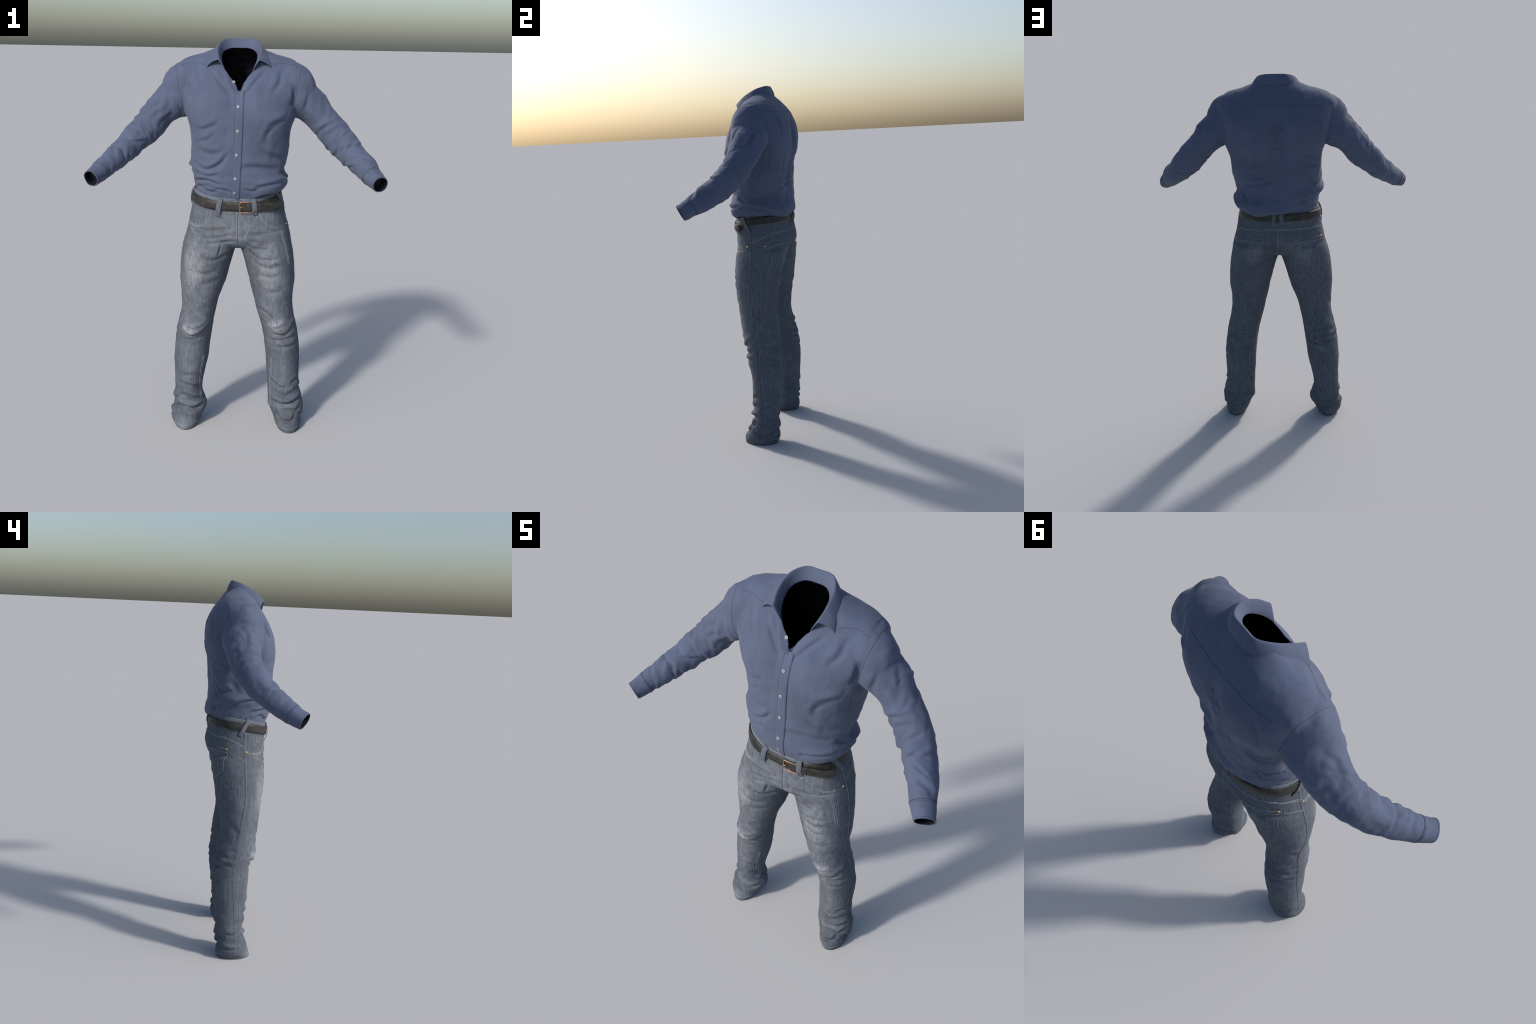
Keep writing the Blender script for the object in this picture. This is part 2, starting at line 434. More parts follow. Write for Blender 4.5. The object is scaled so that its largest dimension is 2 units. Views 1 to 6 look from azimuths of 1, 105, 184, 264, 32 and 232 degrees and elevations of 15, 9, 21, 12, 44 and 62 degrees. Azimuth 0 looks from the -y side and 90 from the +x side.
# ----------------------------------------------------------------- shirt folds
SHIRT_FRONT_FOLDS = [   # seen side, points along the crease, width, depth
    ('F', [(-0.119, 1.841), (-0.071, 1.790), (-0.026, 1.731)], 0.01, 0.005),
    ('F', [(-0.084, 1.851), (-0.049, 1.784), (-0.020, 1.735)], 0.008, 0.003),
    ('F', [(0.130, 1.848), (0.080, 1.798), (0.032, 1.733)], 0.01, 0.004),
    ('F', [(-0.191, 1.867), (-0.173, 1.806), (-0.135, 1.757)], 0.012, 0.003),
    ('F', [(0.205, 1.856), (0.194, 1.794), (0.157, 1.750)], 0.014, 0.004),
    ('F', [(-0.236, 1.793), (-0.227, 1.756), (-0.214, 1.706)], 0.012, 0.006),
    ('F', [(0.270, 1.796), (0.265, 1.740), (0.248, 1.690)], 0.014, 0.006),
    ('F', [(-0.192, 1.577), (-0.135, 1.588), (-0.080, 1.621)], 0.012, 0.004),
    ('F', [(-0.193, 1.516), (-0.135, 1.537), (-0.102, 1.569)], 0.01, 0.003),
    ('F', [(-0.186, 1.487), (-0.135, 1.469), (-0.054, 1.480)], 0.014, 0.005),
    ('F', [(-0.209, 1.422), (-0.148, 1.392), (-0.076, 1.425), (-0.037, 1.477)], 0.011, 0.008),
    ('F', [(-0.193, 1.373), (-0.134, 1.361), (-0.082, 1.372)], 0.009, 0.005),
    ('F', [(-0.187, 1.340), (-0.134, 1.341), (-0.072, 1.320)], 0.008, 0.006),
    ('F', [(-0.187, 1.314), (-0.134, 1.287), (-0.088, 1.286)], 0.008, 0.006),
    ('F', [(-0.108, 1.302), (-0.049, 1.297), (-0.019, 1.284)], 0.007, 0.004),
    ('F', [(0.015, 1.407), (0.100, 1.409), (0.185, 1.394)], 0.014, 0.005),
    ('F', [(0.105, 1.496), (0.164, 1.459), (0.223, 1.434)], 0.014, 0.005),
    ('F', [(0.135, 1.599), (0.173, 1.613), (0.236, 1.633)], 0.014, 0.005),
    ('F', [(0.088, 1.310), (0.154, 1.325), (0.232, 1.336)], 0.01, 0.006),
    ('F', [(0.030, 1.305), (0.089, 1.297), (0.108, 1.314)], 0.008, 0.004),
    ('F', [(0.137, 1.523), (0.148, 1.574), (0.199, 1.607)], 0.014, 0.004)]
SHIRT_BACK_FOLDS = [   # seen side, points along the crease, width, depth
    ('B', [(-0.022, 1.813), (0.006, 1.738), (-0.030, 1.656), (-0.019, 1.566), (0.004, 1.475)], 0.02, 0.007),
    ('B', [(-0.051, 1.691), (-0.061, 1.608), (-0.051, 1.536)], 0.018, 0.004),
    ('B', [(-0.128, 1.577), (-0.175, 1.547), (-0.216, 1.543)], 0.011, 0.005),
    ('B', [(-0.111, 1.610), (-0.146, 1.601), (-0.181, 1.610)], 0.009, 0.003),
    ('B', [(-0.157, 1.498), (-0.191, 1.437), (-0.233, 1.440)], 0.013, 0.007),
    ('B', [(-0.139, 1.474), (-0.185, 1.394), (-0.212, 1.391)], 0.01, 0.004),
    ('B', [(-0.107, 1.341), (-0.155, 1.357), (-0.209, 1.369)], 0.009, 0.005),
    ('B', [(0.202, 1.440), (0.088, 1.448), (-0.002, 1.472)], 0.01, 0.005),
    ('B', [(0.138, 1.383), (0.112, 1.352), (0.071, 1.411)], 0.014, 0.004),
    ('B', [(0.209, 1.415), (0.169, 1.365), (0.159, 1.308)], 0.012, 0.005),
    ('B', [(0.205, 1.839), (0.202, 1.775), (0.213, 1.717)], 0.013, 0.004),
    ('B', [(-0.194, 1.828), (-0.214, 1.759), (-0.222, 1.689)], 0.013, 0.004),
    ('B', [(-0.171, 1.834), (-0.199, 1.771)], 0.012, 0.003),
    ('B', [(0.054, 1.774), (0.052, 1.656), (0.060, 1.567)], 0.03, 0.004)]
SHIRT_L_FOLDS = [   # seen side, points along the crease, width, depth
    ('L', [(0.054, 1.382), (0.004, 1.390), (-0.047, 1.391)], 0.009, 0.006),
    ('L', [(0.131, 1.332), (0.071, 1.373), (0.021, 1.392)], 0.012, 0.005),
    ('L', [(0.039, 1.289), (-0.004, 1.325), (-0.095, 1.342)], 0.009, 0.005),
    ('L', [(0.200, 1.361), (0.177, 1.336), (0.170, 1.314)], 0.012, 0.005),
    ('L', [(0.067, 1.419), (0.092, 1.474), (0.098, 1.501)], 0.02, 0.004),
    ('L', [(-0.006, 1.285), (-0.051, 1.309), (-0.093, 1.313)], 0.008, 0.005)]
SHIRT_R_FOLDS = [   # seen side, points along the crease, width, depth
    ('R', [(0.064, 1.552), (0.056, 1.448), (0.040, 1.356)], 0.014, 0.004),
    ('R', [(0.221, 1.655), (0.204, 1.505), (0.211, 1.382)], 0.02, 0.004),
    ('R', [(0.010, 1.338), (0.093, 1.321), (0.162, 1.294)], 0.01, 0.006),
    ('R', [(0.083, 1.380), (0.135, 1.397), (0.187, 1.426)], 0.012, 0.004),
    ('R', [(-0.039, 1.389), (-0.008, 1.363), (0.030, 1.350)], 0.012, 0.005)]
def shirt_folds(ob):
    F = Folds(ob); co = F.co
    def arm_line(arm, sa, w, amp, **k):
        pts = []
        for s, deg in sa:
            c, t, e1, e2, r1, r2 = arm.at(s); a = math.radians(deg)
            pts.append(c + math.cos(a)*e1*r1 + math.sin(a)*e2*r2)
        P, _ = snap(F.bvh, spline(pts, .01))
        c, t, *_ = arm.at(sa[0][0])
        F.line(P, w, amp, shift=-t, **k)
    # soft overall unevenness of the cloth
    F.d += .0028*fbm(co, 9, 3, 1.0, (1, 1, .8)) + .0010*fbm(co, 30, 2, 2.0, (1, 1, .7))
    body = (np.abs(co[:, 0]) < .27)
    F.d += np.where(body, 0, .0038)*fbm(co, 15, 2, 11.0)
    waist = np.where(body, 1-smoothstep(1.34, 1.50, co[:, 2]), 0)
    elbow = np.where(body, 0, smoothstep(.33, .45, np.abs(co[:, 0])))*(1-smoothstep(.60, .66, np.abs(co[:, 0])))
    rid = lambda sc, seed, st: 1-2.2*np.abs(fbm(co, sc, 2, seed, st))
    F.d += .0022*waist*rid(9, 3.0, (.55, .55, 1.9)) + .0022*elbow*rid(13, 4.0, (1, 1, 1))
    F.d += .0014*np.where(body, 1-waist, 0)*rid(7, 8.0, (1.5, 1.2, .55))
    for tbl in (SHIRT_FRONT_FOLDS, SHIRT_BACK_FOLDS, SHIRT_L_FOLDS, SHIRT_R_FOLDS):
        for side, ab, w, a in tbl:
            F.on(side, ab, w*.92, -a*1.6)
    # rings of wrinkles round elbows and fore-arms, drawn from a seeded rule
    for arm, n0 in ((ARM_R, 0), (ARM_L, 1)):
        rng = np.random.default_rng(31+n0); L = arm.s[-1]
        for i in range(24):
            s0 = L*(.40+.44*(i+rng.uniform(-.4, .4))/24); mid = rng.uniform(20, 200); span = rng.uniform(35, 95); sl = rng.uniform(-.065, .065)
            ang = np.linspace(mid-span, mid+span, 5)
            arm_line(arm, [(s0 + sl*(k-2)/2 + rng.uniform(-.006, .006), a) for k, a in enumerate(ang)], rng.uniform(.006, .012), -rng.uniform(.0018, .0055))
        for i in range(7):   # lengthwise pulls at the sleeve head
            a0 = rng.uniform(-60, 130); s0 = L*rng.uniform(.20, .26)
            arm_line(arm, [(s0, a0), (s0+.05, a0+rng.uniform(-10, 25)), (s0+.11, a0+rng.uniform(0, 40))], rng.uniform(.011, .015), -rng.uniform(.004, .0068))
        for a0 in (150, 215, 90):
            arm_line(arm, [(L*.17, a0-30), (L*.20, a0), (L*.22, a0+30)], .010, -.006)
    return F

F = shirt_folds(shirt_skin)
F.finish()

# neck opening with its V: half width of the hole by depth y
NECK_Y = [-.095, -.082, -.074, -.064, -.050, -.030, 0, .030, .060, .080, .090]
NECK_W = [0, .009, .014, .033, .059, .077, .087, .089, .077, .054, 0]
def cut_neck(ob):
    me = ob.data; co = coords(me)
    g = np.abs(co[:, 0]-np.interp(co[:, 1], [-.092, -.055], [.012, .006])) - np.interp(co[:, 1], NECK_Y, NECK_W, left=-1, right=-1)
    g = np.where((co[:, 2] > 1.74) & (co[:, 1] > -.0945) & (co[:, 1] < .0895), g, 1.0)
    bm = bmesh.new(); bm.from_mesh(me); bm.verts.ensure_lookup_table()
    inside = g < 0
    bmesh.ops.delete(bm, geom=[v for v in bm.verts if inside[v.index]], context='VERTS')
    for _ in range(3):   # tidy the rim
        rim = [v for v in bm.verts if v.is_boundary and v.co.z > 1.7]
        new = {}
        for v in rim:
            nb = [e.other_vert(v).co for e in v.link_edges if e.is_boundary]
            if len(nb) == 2: new[v] = v.co*.4 + (nb[0]+nb[1])*.3
        for v, c in new.items(): v.co = c
    bm.to_mesh(me); bm.free()
cut_neck(shirt_skin)

def cut_cuff(ob, arm, s):
    c, t, *_ = arm.at(s)
    bm = bmesh.new(); bm.from_mesh(ob.data)
    fs = [f for f in bm.faces if (f.calc_center_median()-V(c)).length < .16]
    es = {e for f in fs for e in f.edges}; vs = {v for f in fs for v in f.verts}
    bmesh.ops.bisect_plane(bm, geom=list(vs)+list(es)+fs, plane_co=V(c), plane_no=V(t), clear_outer=True, dist=1e-5)
    bm.to_mesh(ob.data); bm.free()
def score_plane(ob, co, no, radius):
    """clean edge loop across the skin without removing anything"""
    bm = bmesh.new(); bm.from_mesh(ob.data)
    fs = [f for f in bm.faces if (f.calc_center_median()-V(co)).length < radius]
    es = {e for f in fs for e in f.edges}; vs = {v for f in fs for v in f.verts}
    bmesh.ops.bisect_plane(bm, geom=list(vs)+list(es)+fs, plane_co=V(co), plane_no=V(no), dist=1e-5)
    bm.to_mesh(ob.data); bm.free()
cut_cuff(shirt_skin, ARM_R, CUFF_R); cut_cuff(shirt_skin, ARM_L, CUFF_L)
CUFFLEN = .072
for arm, s in ((ARM_R, CUFF_R-CUFFLEN), (ARM_L, CUFF_L-CUFFLEN)):
    c, t, *_ = arm.at(s); score_plane(shirt_skin, c, t, .12)
shirt_bvh = bvh_of(shirt_skin)

# ----------------------------------------------------------------- jeans profile
HIP = [(1.31, -.200, .200, -.092, .196, 2.5, 2.2, 2.2), (1.27, -.214, .209, -.096, .204, 2.5, 2.2, 2.2), (1.24, -.219, .216, -.099, .207, 2.5, 2.1, 2.1), (1.21, -.224, .227, -.100, .212, 2.6, 2.05, 2.05), (1.18, -.229, .235, -.099, .219, 2.7, 2.05, 2.05),
       (1.15, -.234, .242, -.098, .223, 2.7, 2.0, 2.0), (1.12, -.241, .250, -.097, .218, 2.6, 1.95, 1.95), (1.08, -.251, .260, -.095, .200, 2.45, 1.95, 1.95), (1.055, -.258, .266, -.093, .178, 2.4, 2.0, 2.0), (1.03, -.262, .268, -.082, .135, 2.3, 2.0, 2.0), (1.01, -.262, .266, -.062, .090, 2.3, 2.0, 2.0), (.995, -.24, .245, -.030, .045, 2.3, 2.0, 2.0)]
LEG_R = [(1.10, -.245, .02, -.088, .205), (1.05, -.260, .004, -.092, .190), (1.00, -.272, -.003, -.094, .184), (.97, -.278, -.012, -.094, .180), (.95, -.281, -.018, -.094, .175), (.90, -.286, -.032, -.088, .166), (.82, -.286, -.053, -.080, .152),
         (.73, -.279, -.086, -.070, .137), (.68, -.280, -.099, -.065, .133), (.64, -.284, -.108, -.062, .137), (.59, -.297, -.118, -.060, .147), (.55, -.306, -.124, -.053, .153), (.50, -.315, -.131, -.030, .161),
         (.46, -.319, -.138, -.026, .166), (.37, -.326, -.148, -.022, .167), (.25, -.323, -.175, -.013, .156), (.19, -.326, -.181, -.006, .150), (.16, -.331, -.172, -.004, .147), (.12, -.329, -.158, -.010, .145),
         (.095, -.328, -.157, -.018, .142), (.07, -.345, -.168, -.025, .137), (.05, -.343, -.181, -.033, .137), (.02, -.335, -.191, -.042, .139), (.002, -.320, -.205, -.046, .133)]
LEG_L = [(1.10, -.02, .255, -.088, .205), (1.05, .006, .266, -.092, .190), (1.00, .014, .276, -.095, .182), (.97, .025, .281, -.096, .176), (.95, .031, .284, -.097, .172), (.90, .045, .290, -.095, .162), (.83, .061, .294, -.088, .150),
         (.73, .088, .286, -.076, .146), (.64, .109, .295, -.063, .156), (.57, .131, .311, -.045, .161), (.53, .138, .318, -.035, .164), (.48, .146, .327, -.031, .169), (.39, .156, .334, -.009, .172),
         (.31, .161, .333, -.006, .161), (.25, .167, .332, -.005, .154), (.17, .172, .348, -.006, .145), (.11, .176, .361, -.014, .143), (.065, .200, .350, -.034, .149), (.03, .213, .350, -.055, .148), (.002, .228, .344, -.052, .135)]
def hips_part():
    Z = [r[0] for r in HIP]; T = np.array([r[1:] for r in HIP]); th = np.linspace(0, 2*np.pi, 96, endpoint=False)
    rings = []
    for z in np.linspace(.995, 1.31, 26):
        xy = section(cubic(Z, T, [z])[0], th)
        rings.append(np.c_[xy, np.full(96, z)])
    return loft(rings)
def leg_part(rows):
    Z = [r[0] for r in rows]; T = np.array([r[1:] for r in rows]); th = np.linspace(0, 2*np.pi, 72, endpoint=False)
    rings = []
    for z in np.linspace(-.035, 1.09, 124):
        q = cubic(Z, T, [z])[0]; n = 1.92 + .23*smoothstep(.7, 1.0, z)
        xy = section((min(q[0], q[1]), max(q[0], q[1]), q[2], q[3], n, n-.1-.12*smoothstep(.7, .9, z), n-.1-.12*smoothstep(.7, .9, z)), th)
        rings.append(np.c_[xy, np.full(72, z)])
    return loft(rings)
jeans_skin = fuse([hips_part(), leg_part(LEG_R), leg_part(LEG_L)], .0058, 8)

def band_top(y):
    """height of the waistband's upper edge: dips at the belly"""
    return 1.252 + .052*(1-np.exp(-np.clip(np.asarray(y)+.105, 0, None)/.10))

JEANS_F_FOLDS = [   # seen side, points along the crease, width, depth
    ('F', [(-0.221, 1.093), (-0.147, 1.092), (-0.015, 1.109)], 0.009, 0.0035),
    ('F', [(-0.213, 1.070), (-0.131, 1.055), (-0.007, 1.077)], 0.008, 0.003),
    ('F', [(-0.147, 1.027), (-0.064, 1.035), (0.003, 1.045)], 0.01, 0.004),
    ('F', [(-0.073, 1.026), (-0.079, 0.999), (-0.089, 0.962)], 0.006, 0.004),
    ('F', [(-0.189, 0.962), (-0.105, 0.944), (-0.031, 0.974)], 0.011, 0.004),
    ('F', [(-0.231, 0.891), (-0.172, 0.867), (-0.089, 0.886)], 0.014, 0.003),
    ('F', [(-0.214, 0.822), (-0.139, 0.819), (-0.072, 0.843)], 0.016, 0.003),
    ('F', [(0.027, 1.037), (0.077, 1.011), (0.151, 1.002)], 0.009, 0.004),
    ('F', [(0.043, 1.010), (0.111, 0.958), (0.218, 0.954)], 0.01, 0.005),
    ('F', [(0.056, 0.967), (0.145, 0.914), (0.236, 0.929)], 0.011, 0.004),
    ('F', [(0.051, 1.074), (0.158, 1.083), (0.240, 1.095)], 0.01, 0.003),
    ('F', [(0.078, 0.899), (0.154, 0.862), (0.245, 0.877)], 0.014, 0.003),
    ('F', [(0.096, 0.821), (0.164, 0.779), (0.239, 0.789)], 0.016, 0.003),
    ('F', [(-0.280, 0.561), (-0.233, 0.524), (-0.173, 0.545), (-0.117, 0.601)], 0.011, 0.009),
    ('F', [(-0.268, 0.506), (-0.216, 0.503), (-0.139, 0.537)], 0.011, 0.005),
    ('F', [(-0.223, 0.706), (-0.190, 0.654), (-0.156, 0.628)], 0.013, 0.004),
    ('F', [(-0.267, 0.597), (-0.216, 0.585), (-0.147, 0.610)], 0.012, -0.004),
    ('F', [(0.129, 0.626), (0.186, 0.555), (0.254, 0.541), (0.300, 0.599)], 0.011, 0.009),
    ('F', [(0.161, 0.509), (0.221, 0.509), (0.315, 0.527)], 0.011, 0.005),
    ('F', [(0.201, 0.472), (0.273, 0.475), (0.324, 0.488)], 0.009, 0.005),
    ('F', [(0.115, 0.689), (0.167, 0.654), (0.202, 0.601)], 0.012, 0.004),
    ('F', [(0.151, 0.600), (0.202, 0.597), (0.252, 0.620)], 0.014, -0.004),
    ('F', [(-0.292, 0.252), (-0.235, 0.236), (-0.178, 0.205)], 0.011, 0.006),
    ('F', [(-0.279, 0.192), (-0.218, 0.159), (-0.156, 0.138)], 0.012, 0.007),
    ('F', [(-0.302, 0.131), (-0.249, 0.107), (-0.169, 0.116)], 0.01, 0.012),
    ('F', [(-0.297, 0.118), (-0.262, 0.090), (-0.222, 0.099)], 0.008, 0.006),
    ('F', [(-0.296, 0.292), (-0.235, 0.298), (-0.174, 0.276)], 0.014, 0.004),
    ('F', [(0.179, 0.277), (0.228, 0.241), (0.263, 0.232)], 0.01, 0.005),
    ('F', [(0.182, 0.158), (0.256, 0.140), (0.352, 0.170)], 0.01, 0.012),
    ('F', [(0.209, 0.125), (0.241, 0.067), (0.303, 0.061), (0.319, 0.100)], 0.01, 0.009),
    ('F', [(0.288, 0.257), (0.331, 0.282)], 0.009, 0.005),
    ('F', [(0.211, 0.202), (0.264, 0.189), (0.333, 0.225)], 0.013, 0.004),
    ('F', [(0.319, 0.100), (0.336, 0.120), (0.348, 0.139)], 0.009, 0.006)]
JEANS_B_FOLDS = [   # seen side, points along the crease, width, depth
    ('B', [(0.300, 0.567), (0.219, 0.539), (0.129, 0.555)], 0.012, 0.005),
    ('B', [(0.313, 0.466), (0.232, 0.430), (0.148, 0.458)], 0.011, 0.005),
    ('B', [(0.307, 0.512), (0.238, 0.494), (0.180, 0.504)], 0.01, 0.003),
    ('B', [(0.308, 0.410), (0.242, 0.390), (0.175, 0.407)], 0.011, 0.004),
    ('B', [(0.319, 0.263), (0.249, 0.231), (0.163, 0.270)], 0.011, 0.006),
    ('B', [(0.333, 0.147), (0.236, 0.141), (0.171, 0.164)], 0.01, 0.009),
    ('B', [(0.331, 0.098), (0.264, 0.074), (0.194, 0.110)], 0.01, 0.007),
    ('B', [(-0.140, 0.561), (-0.229, 0.584), (-0.306, 0.598)], 0.012, 0.005),
    ('B', [(-0.152, 0.511), (-0.229, 0.496), (-0.314, 0.535)], 0.011, 0.005),
    ('B', [(-0.163, 0.442), (-0.237, 0.429), (-0.318, 0.462)], 0.011, 0.004),
    ('B', [(-0.178, 0.216), (-0.245, 0.183), (-0.324, 0.217)], 0.011, 0.006),
    ('B', [(-0.165, 0.133), (-0.253, 0.108), (-0.332, 0.131)], 0.01, 0.009),
    ('B', [(-0.186, 0.080), (-0.261, 0.071), (-0.328, 0.092)], 0.01, 0.007),
    ('B', [(0.058, 1.023), (0.122, 0.989), (0.177, 0.998)], 0.014, 0.004),
    ('B', [(-0.035, 1.023), (-0.113, 0.981), (-0.183, 0.989)], 0.014, 0.004),
    ('B', [(0.253, 0.887), (0.183, 0.852), (0.079, 0.870)], 0.02, 0.003),
    ('B', [(-0.048, 0.879), (-0.143, 0.836), (-0.253, 0.853)], 0.02, 0.003)]
JEANS_L_FOLDS = [   # seen side, points along the crease, width, depth
    ('L', [(0.148, 0.591), (0.095, 0.560), (0.044, 0.570)], 0.012, 0.005),
    ('L', [(0.154, 0.515), (0.103, 0.524), (0.051, 0.512)], 0.012, 0.004),
    ('L', [(0.106, 0.148), (0.045, 0.139), (-0.006, 0.186)], 0.011, 0.007),
    ('L', [(0.043, 0.082), (0.009, 0.111), (-0.022, 0.120)], 0.01, 0.008),
    ('L', [(0.143, 0.073), (0.077, 0.063), (0.007, 0.068)], 0.009, 0.01),
    ('L', [(0.129, 0.782), (0.076, 0.730), (0.040, 0.677)], 0.016, 0.004)]
JEANS_R_FOLDS = [   # seen side, points along the crease, width, depth
    ('R', [(0.002, 0.578), (0.046, 0.616)], 0.012, 0.006),
    ('R', [(0.059, 0.515), (0.113, 0.498), (0.187, 0.519)], 0.011, 0.004),
    ('R', [(0.062, 0.405), (0.117, 0.397), (0.192, 0.428)], 0.011, 0.004),
    ('R', [(0.020, 0.230), (0.071, 0.219), (0.146, 0.250)], 0.01, 0.006),
    ('R', [(0.008, 0.093), (0.053, 0.053), (0.166, 0.092)], 0.01, 0.011),
    ('R', [(0.077, 0.153), (0.093, 0.107), (0.168, 0.130)], 0.01, 0.006)]
def jeans_folds(ob):
    F = Folds(ob); co = F.co
    F.d += .0020*fbm(co, 10, 3, 5.0, (1, 1, 1.2)) + .0008*fbm(co, 34, 2, 6.0, (.8, .8, 1.2))
    z = co[:, 2]
    zone = np.exp(-((z-.53)/.09)**2) + 1.5*(1-smoothstep(.18, .30, z)) + .6*np.exp(-((z-.98)/.09)**2)
    rid = 1-2.2*np.abs(fbm(co, 9, 2, 9.0, (.6, .6, 1.9)))
    F.d += .0013*zone*rid
    for tbl in (JEANS_F_FOLDS, JEANS_B_FOLDS, JEANS_L_FOLDS, JEANS_R_FOLDS):
        for side, ab, w, a in tbl:
            F.on(side, ab, w*.95, -a*(1.5 if side == 'F' else 1.1))
    return F
F = jeans_folds(jeans_skin)
F.finish()

def trim_jeans(ob):
    bm = bmesh.new(); bm.from_mesh(ob.data)
    bmesh.ops.delete(bm, geom=[v for v in bm.verts if v.co.z > band_top(v.co.y)-.012], context='VERTS')
    bmesh.ops.bisect_plane(bm, geom=bm.verts[:]+bm.edges[:]+bm.faces[:], plane_co=V((0, 0, .0)), plane_no=V((0, 0, -1)), clear_outer=True, dist=1e-5)
    bm.to_mesh(ob.data); bm.free()
jeans_bvh = bvh_of(jeans_skin)
trim_jeans(jeans_skin)
score_plane(jeans_skin, (0, 0, .972), (0, 0, 1), 1.0)

# ----------------------------------------------------------------- things
outfit = link(bpy.data.objects.new("outfit", None))
outfit["label"] = "empty standing outfit of blue button shirt, faded jeans and belt"
outfit["category"] = "clothing"

def thicken(ob, t, mats):
    for m in mats: ob.data.materials.append(m)
    s = ob.modifiers.new("t", 'SOLIDIFY'); s.thickness = t; s.offset = -1; s.material_offset = 1; s.material_offset_rim = 0; s.use_even_offset = False
    apply_modifiers(ob)
    ob.data.polygons.foreach_set("use_smooth", np.ones(len(ob.data.polygons), bool))

def split(ob, names, region):
    """separate faces by region into objects sharing border vertices and the whole skin's normals"""
    me = ob.data; co = coords(me); no = normals(me)
    polys = [tuple(p.vertices) for p in me.polygons]; mi = [p.material_index for p in me.polygons]
    lab = region(np.array([co[list(p)].mean(0) for p in polys]))
    out = []
    for i, nm in enumerate(names):
        fi = [k for k in range(len(polys)) if lab[k] == i]
        used = sorted({v for k in fi for v in polys[k]}); ren = {v: j for j, v in enumerate(used)}
        o = mesh_object(nm, co[used], [tuple(ren[v] for v in polys[k]) for k in fi], list(me.materials))
        o.data.polygons.foreach_set("material_index", [mi[k] for k in fi])
        o.data.normals_split_custom_set_from_vertices([tuple(n) for n in no[used]])
        out.append(o)
    bpy.data.objects.remove(ob)
    return out

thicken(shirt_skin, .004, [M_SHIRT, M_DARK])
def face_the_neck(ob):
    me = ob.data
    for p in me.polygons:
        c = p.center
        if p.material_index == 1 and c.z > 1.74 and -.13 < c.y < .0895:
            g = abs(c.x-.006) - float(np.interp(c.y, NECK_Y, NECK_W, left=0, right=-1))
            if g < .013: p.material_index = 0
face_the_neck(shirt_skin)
def shirt_region(c):
    lab = np.zeros(len(c), int)
    for arm, s_end, k in ((ARM_R, CUFF_R, 1), (ARM_L, CUFF_L, 3)):
        sgn = -1 if k == 1 else 1
        x = sgn*c[:, 0]
        # arm-hole plane: from the shoulder point down to the arm-pit
        lab[(x - .292)*.95 + (1.86-c[:, 2])*.18 > 0] = k
        lab[(x > .5) & (lab == 0)] = k
        p, t, *_ = arm.at(s_end-CUFFLEN)
        lab[((c-p) @ t > 0) & (x > .45)] = k+1
    return lab
shirt, sleeve_r, cuff_r, sleeve_l, cuff_l = split(shirt_skin, ["shirt", "sleeve", "cuff", "sleeve", "cuff"], shirt_region)
shirt.parent = outfit
for o in (sleeve_r, cuff_r, sleeve_l, cuff_l): o.parent = shirt

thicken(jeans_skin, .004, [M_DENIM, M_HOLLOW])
def jeans_region(c):
    lab = np.zeros(len(c), int); low = c[:, 2] < .972
    lab[low & (c[:, 0] < 0.006)] = 1; lab[low & (c[:, 0] >= 0.006)] = 2
    return lab
jeans, leg_r, leg_l = split(jeans_skin, ["jeans", "trouser_leg", "trouser_leg"], jeans_region)
jeans.parent = outfit
for o in (leg_r, leg_l): o.parent = jeans

for arm, e, cf in ((ARM_R, CUFF_R, cuff_r), (ARM_L, CUFF_L, cuff_l)):
    # dark disc closing the sleeve just inside each cuff
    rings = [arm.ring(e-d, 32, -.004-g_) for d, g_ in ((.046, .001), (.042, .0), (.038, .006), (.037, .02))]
    v, f = loft(rings); mesh_object("cuff_dark_disc", v, f, M_CUFF_DARK, shirt)
